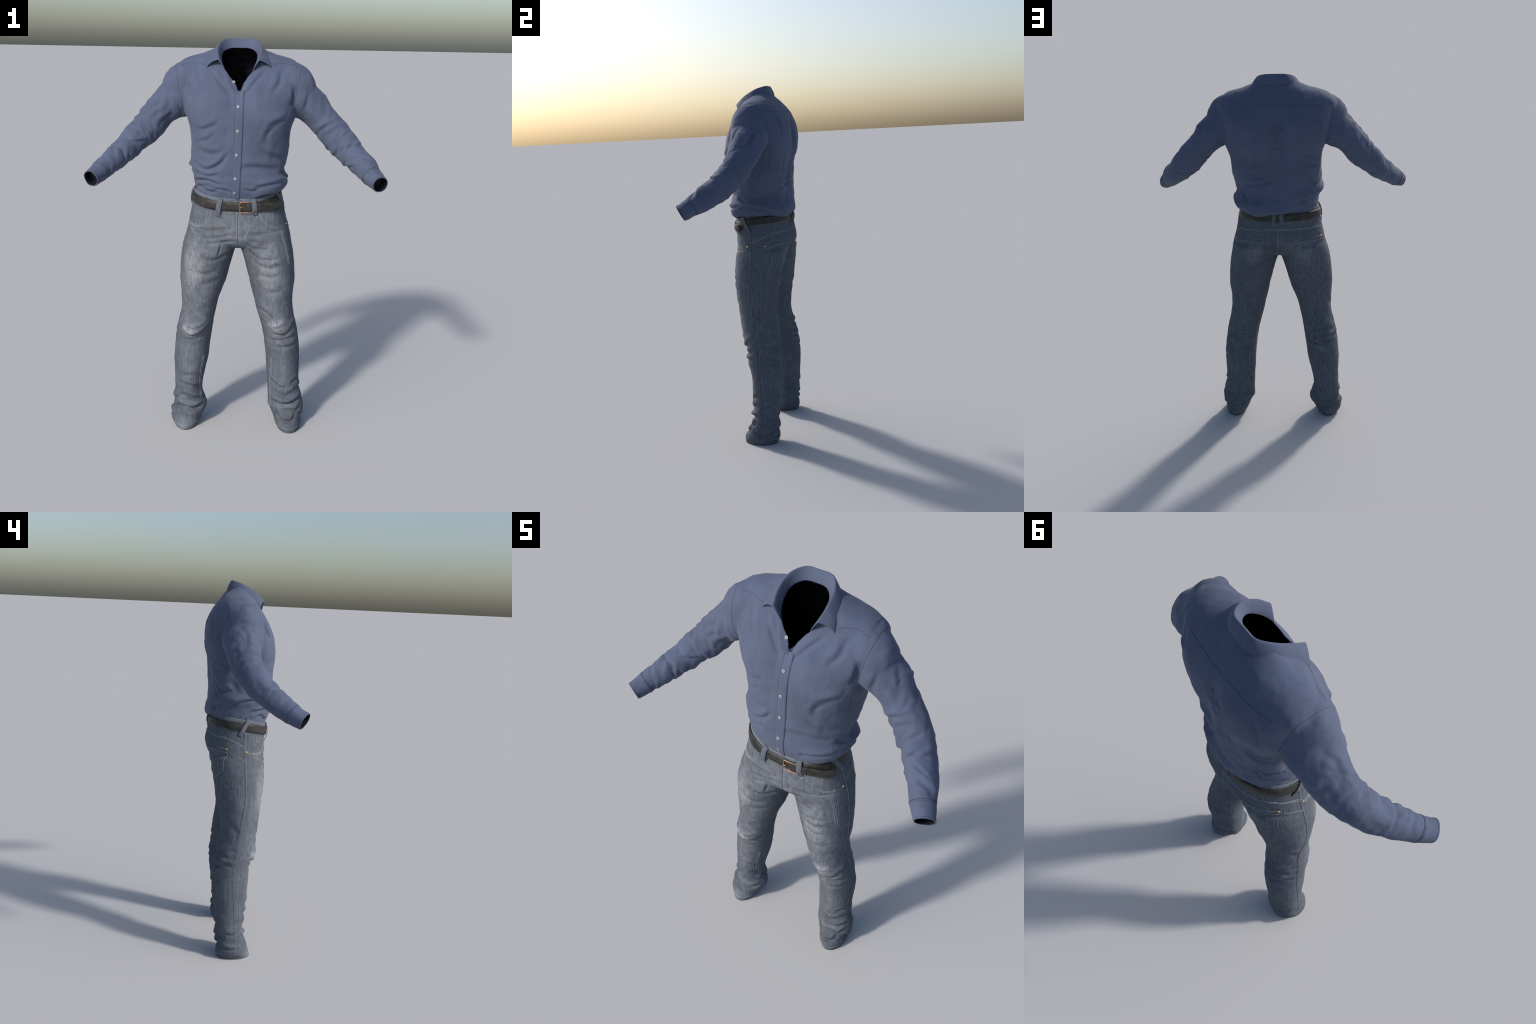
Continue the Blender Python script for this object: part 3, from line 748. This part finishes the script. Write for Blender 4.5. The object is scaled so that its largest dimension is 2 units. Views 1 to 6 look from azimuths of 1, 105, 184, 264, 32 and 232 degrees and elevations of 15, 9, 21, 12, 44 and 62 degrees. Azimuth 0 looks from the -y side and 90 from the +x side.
# ----------------------------------------------------------------- collar
COL_TOP = [(0, .104, 1.998), (.055, .099, 1.996), (.092, .050, 1.979), (.101, -.012, 1.943), (.092, -.060, 1.902)]
COL_BASE = [(0, .086, 1.950), (.050, .077, 1.947), (.081, .038, 1.925), (.080, -.012, 1.886), (.060, -.052, 1.842)]
COL_EDGE = [(0, .131, 1.944), (.070, .121, 1.944), (.124, .060, 1.934), (.145, .004, 1.897), (.151, -.033, 1.853)]
def mirror(rows): return [(-x, y, z) for x, y, z in rows[:0:-1]] + list(rows)
def collar():
    n = 72; u = np.linspace(0, 1, n)
    def dense(rows):
        P = np.array(mirror(rows), float); P[:, 0] += .004
        return cubic(np.linspace(0, 1, len(P)), P, u)
    T, B, E = dense(COL_TOP), dense(COL_BASE), dense(COL_EDGE)
    up = np.array([0, 0, 1.]); rings = []
    for i in range(n):
        t, b, e = T[i], B[i], E[i]
        end = smoothstep(.70, 1.0, abs(2*u[i]-1))             # 1 at the open points
        outw = (e-b); outw[2] = 0; outw /= np.linalg.norm(outw)
        th = .0026
        arch = .005 + .014*end                               # the leaf stands off more towards the points
        q1 = t*.62+e*.38 + outw*arch*.8 + up*arch*.35; q2 = t*.25+e*.75 + outw*arch*.9 + up*arch*.2
        sm = b*.5+t*.5
        face = [b - outw*th, sm - outw*(th+.001), t - outw*th*1.3 - up*.004, t, t + outw*.006 - up*.001, q1, q2, e]
        back = [b + outw*th, sm + outw*th, t + outw*th*.6 - up*.011, t + outw*.003 - up*.0075, t + outw*.006 - up*.0065,
                q1 - outw*th*1.6 - up*th, q2 - outw*th*1.6 - up*th, e - outw*th*1.8]
        rings.append(np.array(face + back[::-1]))
    m = len(rings[0]); h = m//2; v = np.concatenate(rings); f = []
    for r in range(n-1):
        for k in range(m):
            a = r*m+k; b = r*m+(k+1) % m; f.append((a, b, b+m, a+m))
    for k in range(h-1):
        f.append((k, m-1-k, m-2-k, k+1)); o = (n-1)*m
        f.append((o+k, o+k+1, o+m-2-k, o+m-1-k))
    ob = mesh_object("collar", v, f, M_SHIRT, shirt)
    bm = bmesh.new(); bm.from_mesh(ob.data); bmesh.ops.recalc_face_normals(bm, faces=bm.faces[:]); bm.to_mesh(ob.data); bm.free()
    sb = ob.modifiers.new("s", 'SUBSURF'); sb.levels = sb.render_levels = 1
    cr = ob.modifiers.new("w", 'WEIGHTED_NORMAL')
    apply_modifiers(ob)
    return ob
collar_ob = collar()

# ----------------------------------------------------------------- placket and buttons
def ribbon_on(bvh, side, centre, half, thick, lift, step=.012, cols=7):
    """cloth strip laid on a surface: centre [(a,b)], half width"""
    P = spline([(a, 0, b) for a, b in centre], step)[:, [0, 2]]
    T = np.gradient(P, axis=0); T /= np.linalg.norm(T, axis=1)[:, None]; S = np.c_[T[:, 1], -T[:, 0]]
    half = np.broadcast_to(half, len(P))
    rings = []
    for p, s, h in zip(P, S, half):
        top, nt_ = project(bvh, side, [p + s*h*k for k in np.linspace(-1, 1, cols)])
        up = top + nt_*(lift+thick); lo = top + nt_*(lift-thick)
        up[0] -= nt_[0]*thick*.7; up[-1] -= nt_[-1]*thick*.7
        rings.append(np.concatenate([up, lo[::-1]]))
    return loft(rings)
v, f = ribbon_on(shirt_bvh, 'F', [(.014, 1.760), (.0125, 1.69), (.011, 1.58), (.007, 1.46), (.002, 1.35), (-.002, 1.245)], .0185, .0014, .0008)
placket = mesh_object("placket", v, f, M_SHIRT, shirt)
def button_mesh():
    rings = []; a = np.linspace(0, 2*np.pi, 24, endpoint=False); ring = np.c_[np.cos(a), np.sin(a), 0*a]
    for r, h in [(.0066, -.001), (.0066, .001), (.0061, .0018), (.0050, .0018), (.0042, .0011), (.0036, .0010)]:
        q = ring*r; q[:, 2] = h; rings.append(q)
    v, f = loft(rings)
    parts = [(v, f)]; base = len(v)
    for sx in (-1, 1):
        for sy in (-1, 1):
            q = [np.c_[ring[::3, :2]*.0013 + np.array([sx, sy])*.0013, np.full(8, h)] for h in (.0006, .0015)]
            parts.append(loft(q))
    vv, ff = join_raw(parts)
    me = bpy.data.meshes.new("button"); me.from_pydata([tuple(p) for p in vv], [], ff)
    me.materials.append(M_BUTTON); me.materials.append(M_HOLE)
    mi = [0 if max(q) < base else 1 for q in ff]
    me.polygons.foreach_set("material_index", mi); me.polygons.foreach_set("use_smooth", [True]*len(ff)); me.update()
    return me
BM = button_mesh()
for i, (x, z) in enumerate([(-.018, 1.799), (.006, 1.690), (.005, 1.580), (.001, 1.468), (-.005, 1.356), (-.008, 1.288)]):
    P, N = project(shirt_bvh, 'F', [(x, z)])
    o = link(bpy.data.objects.new("button", BM), shirt)
    o.location = P[0] + N[0]*(.0034 if i else .0015)
    o.rotation_euler = V(N[0]).to_track_quat('Z', 'Y').to_euler()
    if i == 5: o.scale = (.8, .8, .8)

# ----------------------------------------------------------------- waistband, belt
def ring_on(bvh, zfun, n=160, centre=(0, .055)):
    """loop of surface points around the waist"""
    P, N = [], []
    for a in np.linspace(0, 2*np.pi, n, endpoint=False):
        d = V((math.cos(a), math.sin(a), 0)); y = centre[1]+.16*math.sin(a)
        for _ in range(3):
            z = float(zfun(y)); h = bvh.ray_cast(V((*centre, z))+d*.6, -d)
            if h[0] is None: break
            y = h[0].y
        P.append(np.array(h[0])); nn = np.array(h[1]); nn[2] = 0; N.append(nn/np.linalg.norm(nn))
    return np.array(P), np.array(N)
def band(bvh, top, bottom, lift, thick, rows=5, n=160):
    """closed hoop between two height functions of y, lifted off the skin"""
    outer, inner = [], []
    for k in np.linspace(0, 1, rows):
        P, N = ring_on(bvh, lambda y: top(y)*(1-k)+bottom(y)*k, n)
        N = (N+np.roll(N, 1, 0)+np.roll(N, -1, 0)+np.roll(N, 2, 0)+np.roll(N, -2, 0))/5
        soft = thick*(.35 if k in (0., 1.) else 1.)
        outer.append(P + N*(lift+soft)); inner.append(P + N*(lift-thick))
    loops = outer + inner[::-1]
    v = np.concatenate(loops); f = []; L = len(loops)
    for r in range(L):
        for k in range(n):
            a = r*n+k; b = r*n+(k+1) % n; c = ((r+1) % L)*n
            f.append((a, c+k, c+(k+1) % n, b))
    return v, f
v, f = band(jeans_bvh, lambda y: band_top(y), lambda y: band_top(y)-.062, .0012, .0018, 6)
mesh_object("waistband", v, f, M_DENIM2, jeans)
belt_mid = lambda y: band_top(y)-.0365
BW = .0205
v, f = band(jeans_bvh, lambda y: belt_mid(y)+BW, lambda y: belt_mid(y)-BW, .0062, .0020, 7)
belt = mesh_object("belt", v, f, M_BELT, outfit)

def hip_point(x, z):
    return project(jeans_bvh, 'F', [(x, z)])
# free end of the strap lying over the belt on the left hip, kinked where it leaves the keeper
tipx = np.linspace(.052, .205, 22)
P, N = project(jeans_bvh, 'F', [(x, 1.2165+.04*max(0, x-.10)) for x in tipx])
N[:, 2] = 0; N /= np.linalg.norm(N, axis=1)[:, None]
for _ in range(3):
    N[1:-1] = (N[:-2]+N[1:-1]+N[2:])/3
lift = .0118 + .010*smoothstep(.12, .20, tipx)
half = .0195*np.where(tipx > .198, .86, 1.0)
T = np.gradient(P, axis=0); T /= np.linalg.norm(T, axis=1)[:, None]
S = np.cross(N, T); S /= np.linalg.norm(S, axis=1)[:, None]
v, f = strip(P, N, S, half, .0019, lift, .0012)
mesh_object("belt_strap_end", v, f, M_BELT, belt)
# keeper loop
def hoop_strip(x, w, l, mat, name, parent, zc, hh, slant=0.):
    zz = np.linspace(zc+hh, zc-hh, 14)
    P, N = project(jeans_bvh, 'F', [(x+slant*(k-.5), z) for k, z in zip(np.linspace(0, 1, 14), zz)])
    e = np.linspace(-1, 1, 14); li = l*(1-np.abs(e)**5)
    T = np.gradient(P, axis=0); T /= np.linalg.norm(T, axis=1)[:, None]
    S = np.cross(T, N); S /= np.linalg.norm(S, axis=1)[:, None]
    v, f = strip(P, N, S, w, .0014, li, .0005)
    return mesh_object(name, v, f, mat, parent)
hoop_strip(.112, .006, .0150, M_BELT, "belt_keeper", belt, 1.2165, .0235)
# buckle: square copper frame with rounded bars and a prong
def buckle():
    parts = []
    x0, x1, zc, hz = .019, .079, 1.2155, .0245
    def pt(x, z, l):
        P, N = hip_point(x, 1.2165); n = N[0].copy(); n[2] = 0; n /= np.linalg.norm(n)
        return np.array([P[0][0], P[0][1], z]) + n*l, n
    loop = [(x0, zc-hz), (x0, zc+hz), (x1, zc+hz), (x1, zc-hz), (x0, zc-hz)]
    pts, nr = [], []
    for (a, b), (c, d) in zip(loop[:-1], loop[1:]):
        for k in np.linspace(.04, .96, 12):
            p, n = pt(a+(c-a)*k, b+(d-b)*k, .0135); pts.append(p); nr.append(n)
    pts.append(pts[0]); nr.append(nr[0])
    parts.append(tube(pts, nr, .0023, 0, 8, .7))
    pr = [pt(x, zc+.0, .0140+.002*math.sin(3.1*(x-x0)/(x1-x0))) for x in np.linspace(x0-.002, x0+.012, 8)]
    parts.append(tube([p for p, _ in pr], [n for _, n in pr], .0020, 0, 8))
    v, f = join_raw(parts)
    return mesh_object("buckle", v, f, M_COPPER, belt)
buckle()
# punched holes in the strap
def dot_mesh(name, r, h, mat, dome=True):
    a = np.linspace(0, 2*np.pi, 16, endpoint=False); ring = np.c_[np.cos(a), np.sin(a), 0*a]
    prof = [(r, -h), (r, h*.3), (r*.85, h*.75), (r*.5, h*1.05), (r*.18, h*1.1)] if dome else [(r, -h), (r, h*.5), (r*.6, h*.5)]
    rings = []
    for q, z in prof:
        k = ring*q; k[:, 2] = z; rings.append(k)
    v, f = loft(rings)
    me = bpy.data.meshes.new(name); me.from_pydata([tuple(p) for p in v], [], f); me.materials.append(mat)
    me.polygons.foreach_set("use_smooth", [True]*len(f)); me.update()
    return me
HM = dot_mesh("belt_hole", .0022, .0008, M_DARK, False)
for x, l in ((-.038, .0086), (.055, .0155), (.150, .0185), (.166, .0200)):
    P, N = hip_point(x, 1.2165)
    o = link(bpy.data.objects.new("belt_hole", HM), belt); n = V(N[0]); n.z = 0; n.normalize()
    o.location = V(P[0])+n*l; o.rotation_euler = n.to_track_quat('Z', 'Y').to_euler()

# ----------------------------------------------------------------- belt loops
def belt_loop(side, top, bottom, w=.0115, high=.0125):
    """denim strap from waistband top, over the belt, to below the band"""
    n = 16; k = np.linspace(0, 1, n)
    ab = [(top[0]+(bottom[0]-top[0])*q, top[1]+(bottom[1]-top[1])*q) for q in k]
    P, N = project(jeans_bvh, side, ab)
    N[:, 2] *= .2; N /= np.linalg.norm(N, axis=1)[:, None]
    lift = .004 + high*np.clip(np.sin(np.pi*np.clip(k*1.25-.05, 0, 1)), 0, 1)**.5
    lift[-1] = .002; lift[-2] = .004
    T = np.gradient(P, axis=0); T /= np.linalg.norm(T, axis=1)[:, None]
    S = np.cross(T, N); S /= np.linalg.norm(S, axis=1)[:, None]
    v, f = strip(P, N, S, w, .0016, lift, .0006)
    return mesh_object("belt_loop", v, f, M_DENIM2, jeans)
belt_loop('F', (-.074, 1.256), (-.092, 1.166), .0125, .0085)
belt_loop('F', (.082, 1.258), (.092, 1.176), .0110)
belt_loop('B', (.020, 1.300), (.025, 1.225), .0100, .0075)
belt_loop('B', (-.016, 1.300), (-.020, 1.225), .0100, .0075)
belt_loop('L', (.004, 1.292), (.052, 1.205), .0105, .0065)
belt_loop('R', (-.030, 1.282), (.020, 1.190), .0105, .0065)

# ----------------------------------------------------------------- pockets
def patch_on(bvh, side, outline_top, outline_bot, thick, rows=14, cols=16):
    """sewn patch between a top and a bottom polyline (both left to right)"""
    A = np.array(outline_top, float); B = np.array(outline_bot, float)
    ka = np.linspace(0, 1, cols)
    def res(P):
        s = np.r_[0, np.cumsum(np.linalg.norm(np.diff(P, axis=0), axis=1))]; s /= s[-1]
        return np.c_[np.interp(ka, s, P[:, 0]), np.interp(ka, s, P[:, 1])]
    A, B = res(A), res(B)
    rings_t, rings_b = [], []
    for k in np.linspace(0, 1, rows):
        P, N = project(bvh, side, A*(1-k)+B*k)
        edge = np.ones(cols); edge[0] = edge[-1] = .3
        if k in (0., 1.): edge[:] = .3
        rings_t.append(P+N*(thick*edge)[:, None]); rings_b.append(P-N*thick)
    v = np.concatenate(rings_t+rings_b); f = []; n = rows*cols
    for r in range(rows-1):
        for c in range(cols-1):
            a = r*cols+c; f.append((a, a+1, a+cols+1, a+cols)); f.append((n+a, n+a+cols, n+a+cols+1, n+a+1))
    rim = [c for c in range(cols)] + [r*cols+cols-1 for r in range(1, rows)] + [(rows-1)*cols+c for c in range(cols-2, -1, -1)] + [r*cols for r in range(rows-2, 0, -1)]
    for a, b in zip(rim, rim[1:]+rim[:1]): f.append((b, a, n+a, n+b))
    bm_v = v
    return bm_v, f
POCKET_L = dict(top=[(.072, 1.146), (.150, 1.143), (.215, 1.137), (.238, 1.122)], bot=[(.064, 1.038), (.120, 1.012), (.185, .978), (.234, .998)])
POCKET_R = dict(top=[(-.226, 1.137), (-.150, 1.142), (-.064, 1.139)], bot=[(-.238, 1.015), (-.199, .978), (-.130, 1.012), (-.070, 1.034)])
for pk in (POCKET_L, POCKET_R):
    v, f = patch_on(jeans_bvh, 'B', pk['top'], pk['bot'], .0018)
    o = mesh_object("back_pocket", v, f, M_DENIM, jeans)
    bm = bmesh.new(); bm.from_mesh(o.data); bmesh.ops.recalc_face_normals(bm, faces=bm.faces[:]); bm.to_mesh(o.data); bm.free()

# ----------------------------------------------------------------- stitching
class Stitches:
    def __init__(self): self.parts = []
    def on(self, bvh, side, ab, r=.0008, lift=.0003, dup=0.0):
        P = spline([(a, 0, b) for a, b in ab], .007)[:, [0, 2]]
        Q, N = project(bvh, side, P); self.parts.append(tube(Q, N, r, lift, 5))
        if dup:
            T = np.gradient(P, axis=0); T /= np.linalg.norm(T, axis=1)[:, None]; S = np.c_[T[:, 1], -T[:, 0]]
            Q, N = project(bvh, side, P+S*dup); self.parts.append(tube(Q, N, r, lift, 5))
    def raw(self, Q, N, r, lift): self.parts.append(tube(Q, N, r, lift, 5))
    def make(self, name, mat, parent):
        v, f = join_raw(self.parts); o = mesh_object(name, v, f, mat, parent); o["kind"] = "stuff"; return o

st = Stitches(); dk = Stitches()
for pk in (POCKET_L, POCKET_R):
    t = pk['top']; b = pk['bot']
    ins = lambda pts, d: pts
    st.on(jeans_bvh, 'B', t, lift=.0022); st.on(jeans_bvh, 'B', [(x, z-.020) for x, z in t], lift=.0022)
    for a, c in zip(b[:-1], b[1:]): st.on(jeans_bvh, 'B', [a, c], lift=.0015)
    st.on(jeans_bvh, 'B', [t[0], b[0]], lift=.0015); st.on(jeans_bvh, 'B', [t[-1], b[-1]], lift=.0015)
st.on(jeans_bvh, 'B', [(.212, 1.180), (.110, 1.190), (.005, 1.197), (-.110, 1.195), (-.208, 1.188)], dup=.006)
st.on(jeans_bvh, 'B', [(.008, 1.235), (.006, 1.15), (.008, 1.06)])
st.on(jeans_bvh, 'F', [(-.112, 1.195), (-.127, 1.148), (-.158, 1.113), (-.198, 1.102), (-.232, 1.118)], dup=.006)
st.on(jeans_bvh, 'F', [(.104, 1.196), (.130, 1.145), (.165, 1.116), (.205, 1.104), (.236, 1.107)], dup=-.006)
st.on(jeans_bvh, 'F', [(.004, 1.19), (.003, 1.12), (.004, 1.055)], .0010)
st.on(jeans_bvh, 'F', [(.064, 1.185), (.063, 1.120), (.055, 1.082), (.032, 1.055), (.006, 1.045)], .0006)
for P, N, r in [(*ring_on(jeans_bvh, lambda y: band_top(y)-.003), .0010)]:
    st.raw(np.r_[P, P[:1]], np.r_[N, N[:1]], r, .0034)
st.on(jeans_bvh, 'F', [(-.203, 1.177), (-.174, 1.172), (-.175, 1.147), (-.185, 1.118)], .0008)
st.on(jeans_bvh, 'F', [(-.225, 1.099), (-.203, 1.076), (-.164, 1.063)])
st.on(jeans_bvh, 'F', [(.223, 1.090), (.237, 1.044), (.255, .975), (.266, .924)], dup=.006)
st.on(jeans_bvh, 'F', [(.149, 1.082), (.199, 1.088), (.227, 1.099)], .0009)
st.on(jeans_bvh, 'F', [(.093, 1.161), (.107, 1.170)], .0020)
st.on(jeans_bvh, 'F', [(-.105, 1.166), (-.080, 1.163)], .0016)
st.on(jeans_bvh, 'F', [(.188, .400), (.187, .250), (.186, .110)], dup=.006)
st.on(jeans_bvh, 'F', [(-.165, .400), (-.184, .250), (-.180, .150)], dup=.006)
for a, b in ((-.318, -.200), (.225, .340)):
    st.on(jeans_bvh, 'F', [(a, .026), ((a+b)/2, .022), (b, .028)]); st.on(jeans_bvh, 'B', [(a, .026), ((a+b)/2, .024), (b, .028)])
OUT_R = [(.028, 1.225), (.025, 1.127), (.016, .990), (.014, .851), (.029, .745), (.046, .638), (.065, .494), (.065, .412), (.051, .274), (.042, .010)]
OUT_L = [(.021, 1.222), (.027, 1.130), (.030, 1.014), (.018, .853), (.029, .708), (.048, .552), (.059, .413), (.064, .273), (.070, .179), (.034, .010)]
for side, line in (('L', OUT_R), ('R', OUT_L)):
    dk.on(jeans_bvh, side, line, .0011)
    st.on(jeans_bvh, side, [(y-.006, z) for y, z in line[:5]])
st.on(jeans_bvh, 'L', [(.125, 1.188), (.054, 1.164), (.023, 1.141)], dup=.006)
st.on(jeans_bvh, 'L', [(.011, 1.121), (-.033, 1.115), (-.067, 1.120)], dup=-.006)
st.on(jeans_bvh, 'L', [(.103, 1.117), (.052, 1.095), (.017, 1.072)])
st.on(jeans_bvh, 'R', [(.024, 1.142), (.080, 1.162), (.125, 1.180)], dup=.006)
st.on(jeans_bvh, 'R', [(-.025, .907), (.002, .900), (.019, .911)])
dk.on(jeans_bvh, 'B', [(.010, 1.235), (.010, 1.15), (.012, 1.06)], .0010)
dk.on(jeans_bvh, 'F', [(.007, 1.185), (.006, 1.12), (.007, 1.02)], .0012)
dk.make("trouser_seam", M_DSEAM, jeans)
# shirt seams
ss = Stitches()
ss.on(shirt_bvh, 'F', [(-.280, 1.868), (-.226, 1.880), (-.150, 1.876)], .0007)
ss.on(shirt_bvh, 'F', [(.160, 1.879), (.205, 1.886), (.280, 1.872)], .0007)
ss.on(shirt_bvh, 'B', [(.240, 1.848), (.120, 1.852), (0, 1.853), (-.120, 1.852), (-.235, 1.843)], .0007)
ss.on(shirt_bvh, 'F', [(-.0052, 1.765), (-.0075, 1.66), (-.009, 1.56), (-.0115, 1.46), (-.0165, 1.35), (-.020, 1.255)], .0011)
ss.on(shirt_bvh, 'F', [(.0345, 1.765), (.0325, 1.66), (.030, 1.56), (.0265, 1.46), (.021, 1.35), (.017, 1.255)], .0006)
def loop_on(bvh, c, u, w, r, lift=.0003, n=90):
    P, N = [], []
    for a in np.linspace(0, 2*np.pi, n):
        d = V(np.cos(a)*np.asarray(u)+np.sin(a)*np.asarray(w)); h = bvh.ray_cast(V(c), d)
        if h[0] is None or (h[0]-V(c)).length > .25: continue
        P.append(np.array(h[0])); N.append(np.array(h[1]))
    ss.raw(np.array(P), np.array(N), r, lift)
for sg in (-1, 1):      # arm-hole seams
    loop_on(shirt_bvh, (sg*.275, .06, 1.752), (sg*.186, 0, .98), (0, 1, 0), .0007)
for arm, e in ((ARM_R, CUFF_R), (ARM_L, CUFF_L)):
    for off, r in ((CUFFLEN, .0012), (CUFFLEN-.006, .0006), (.006, .0006)):
        c, t, e1, e2, *_ = arm.at(e-off); loop_on(shirt_bvh, c, e1, e2, r)
ss.make("shirt_seam", M_SEAM, shirt)
stitching = st.make("stitching", M_STITCH, jeans)

# rivets
RM = dot_mesh("rivet", .0052, .0022, M_BRASS)
for side, a, b in (('L', .012, 1.123), ('R', .004, 1.116)):
    P, N = project(jeans_bvh, side, [(a, b)])
    o = link(bpy.data.objects.new("rivet", RM), jeans); o.location = P[0]+N[0]*.001; o.rotation_euler = V(N[0]).to_track_quat('Z', 'Y').to_euler()
for p in ((-.222, .116, 1.134), (.236, .104, 1.119)):
    P, N = snap(jeans_bvh, [p])
    o = link(bpy.data.objects.new("rivet", RM), jeans); o.location = P[0]+N[0]*.002; o.rotation_euler = V(N[0]).to_track_quat('Z', 'Y').to_euler()
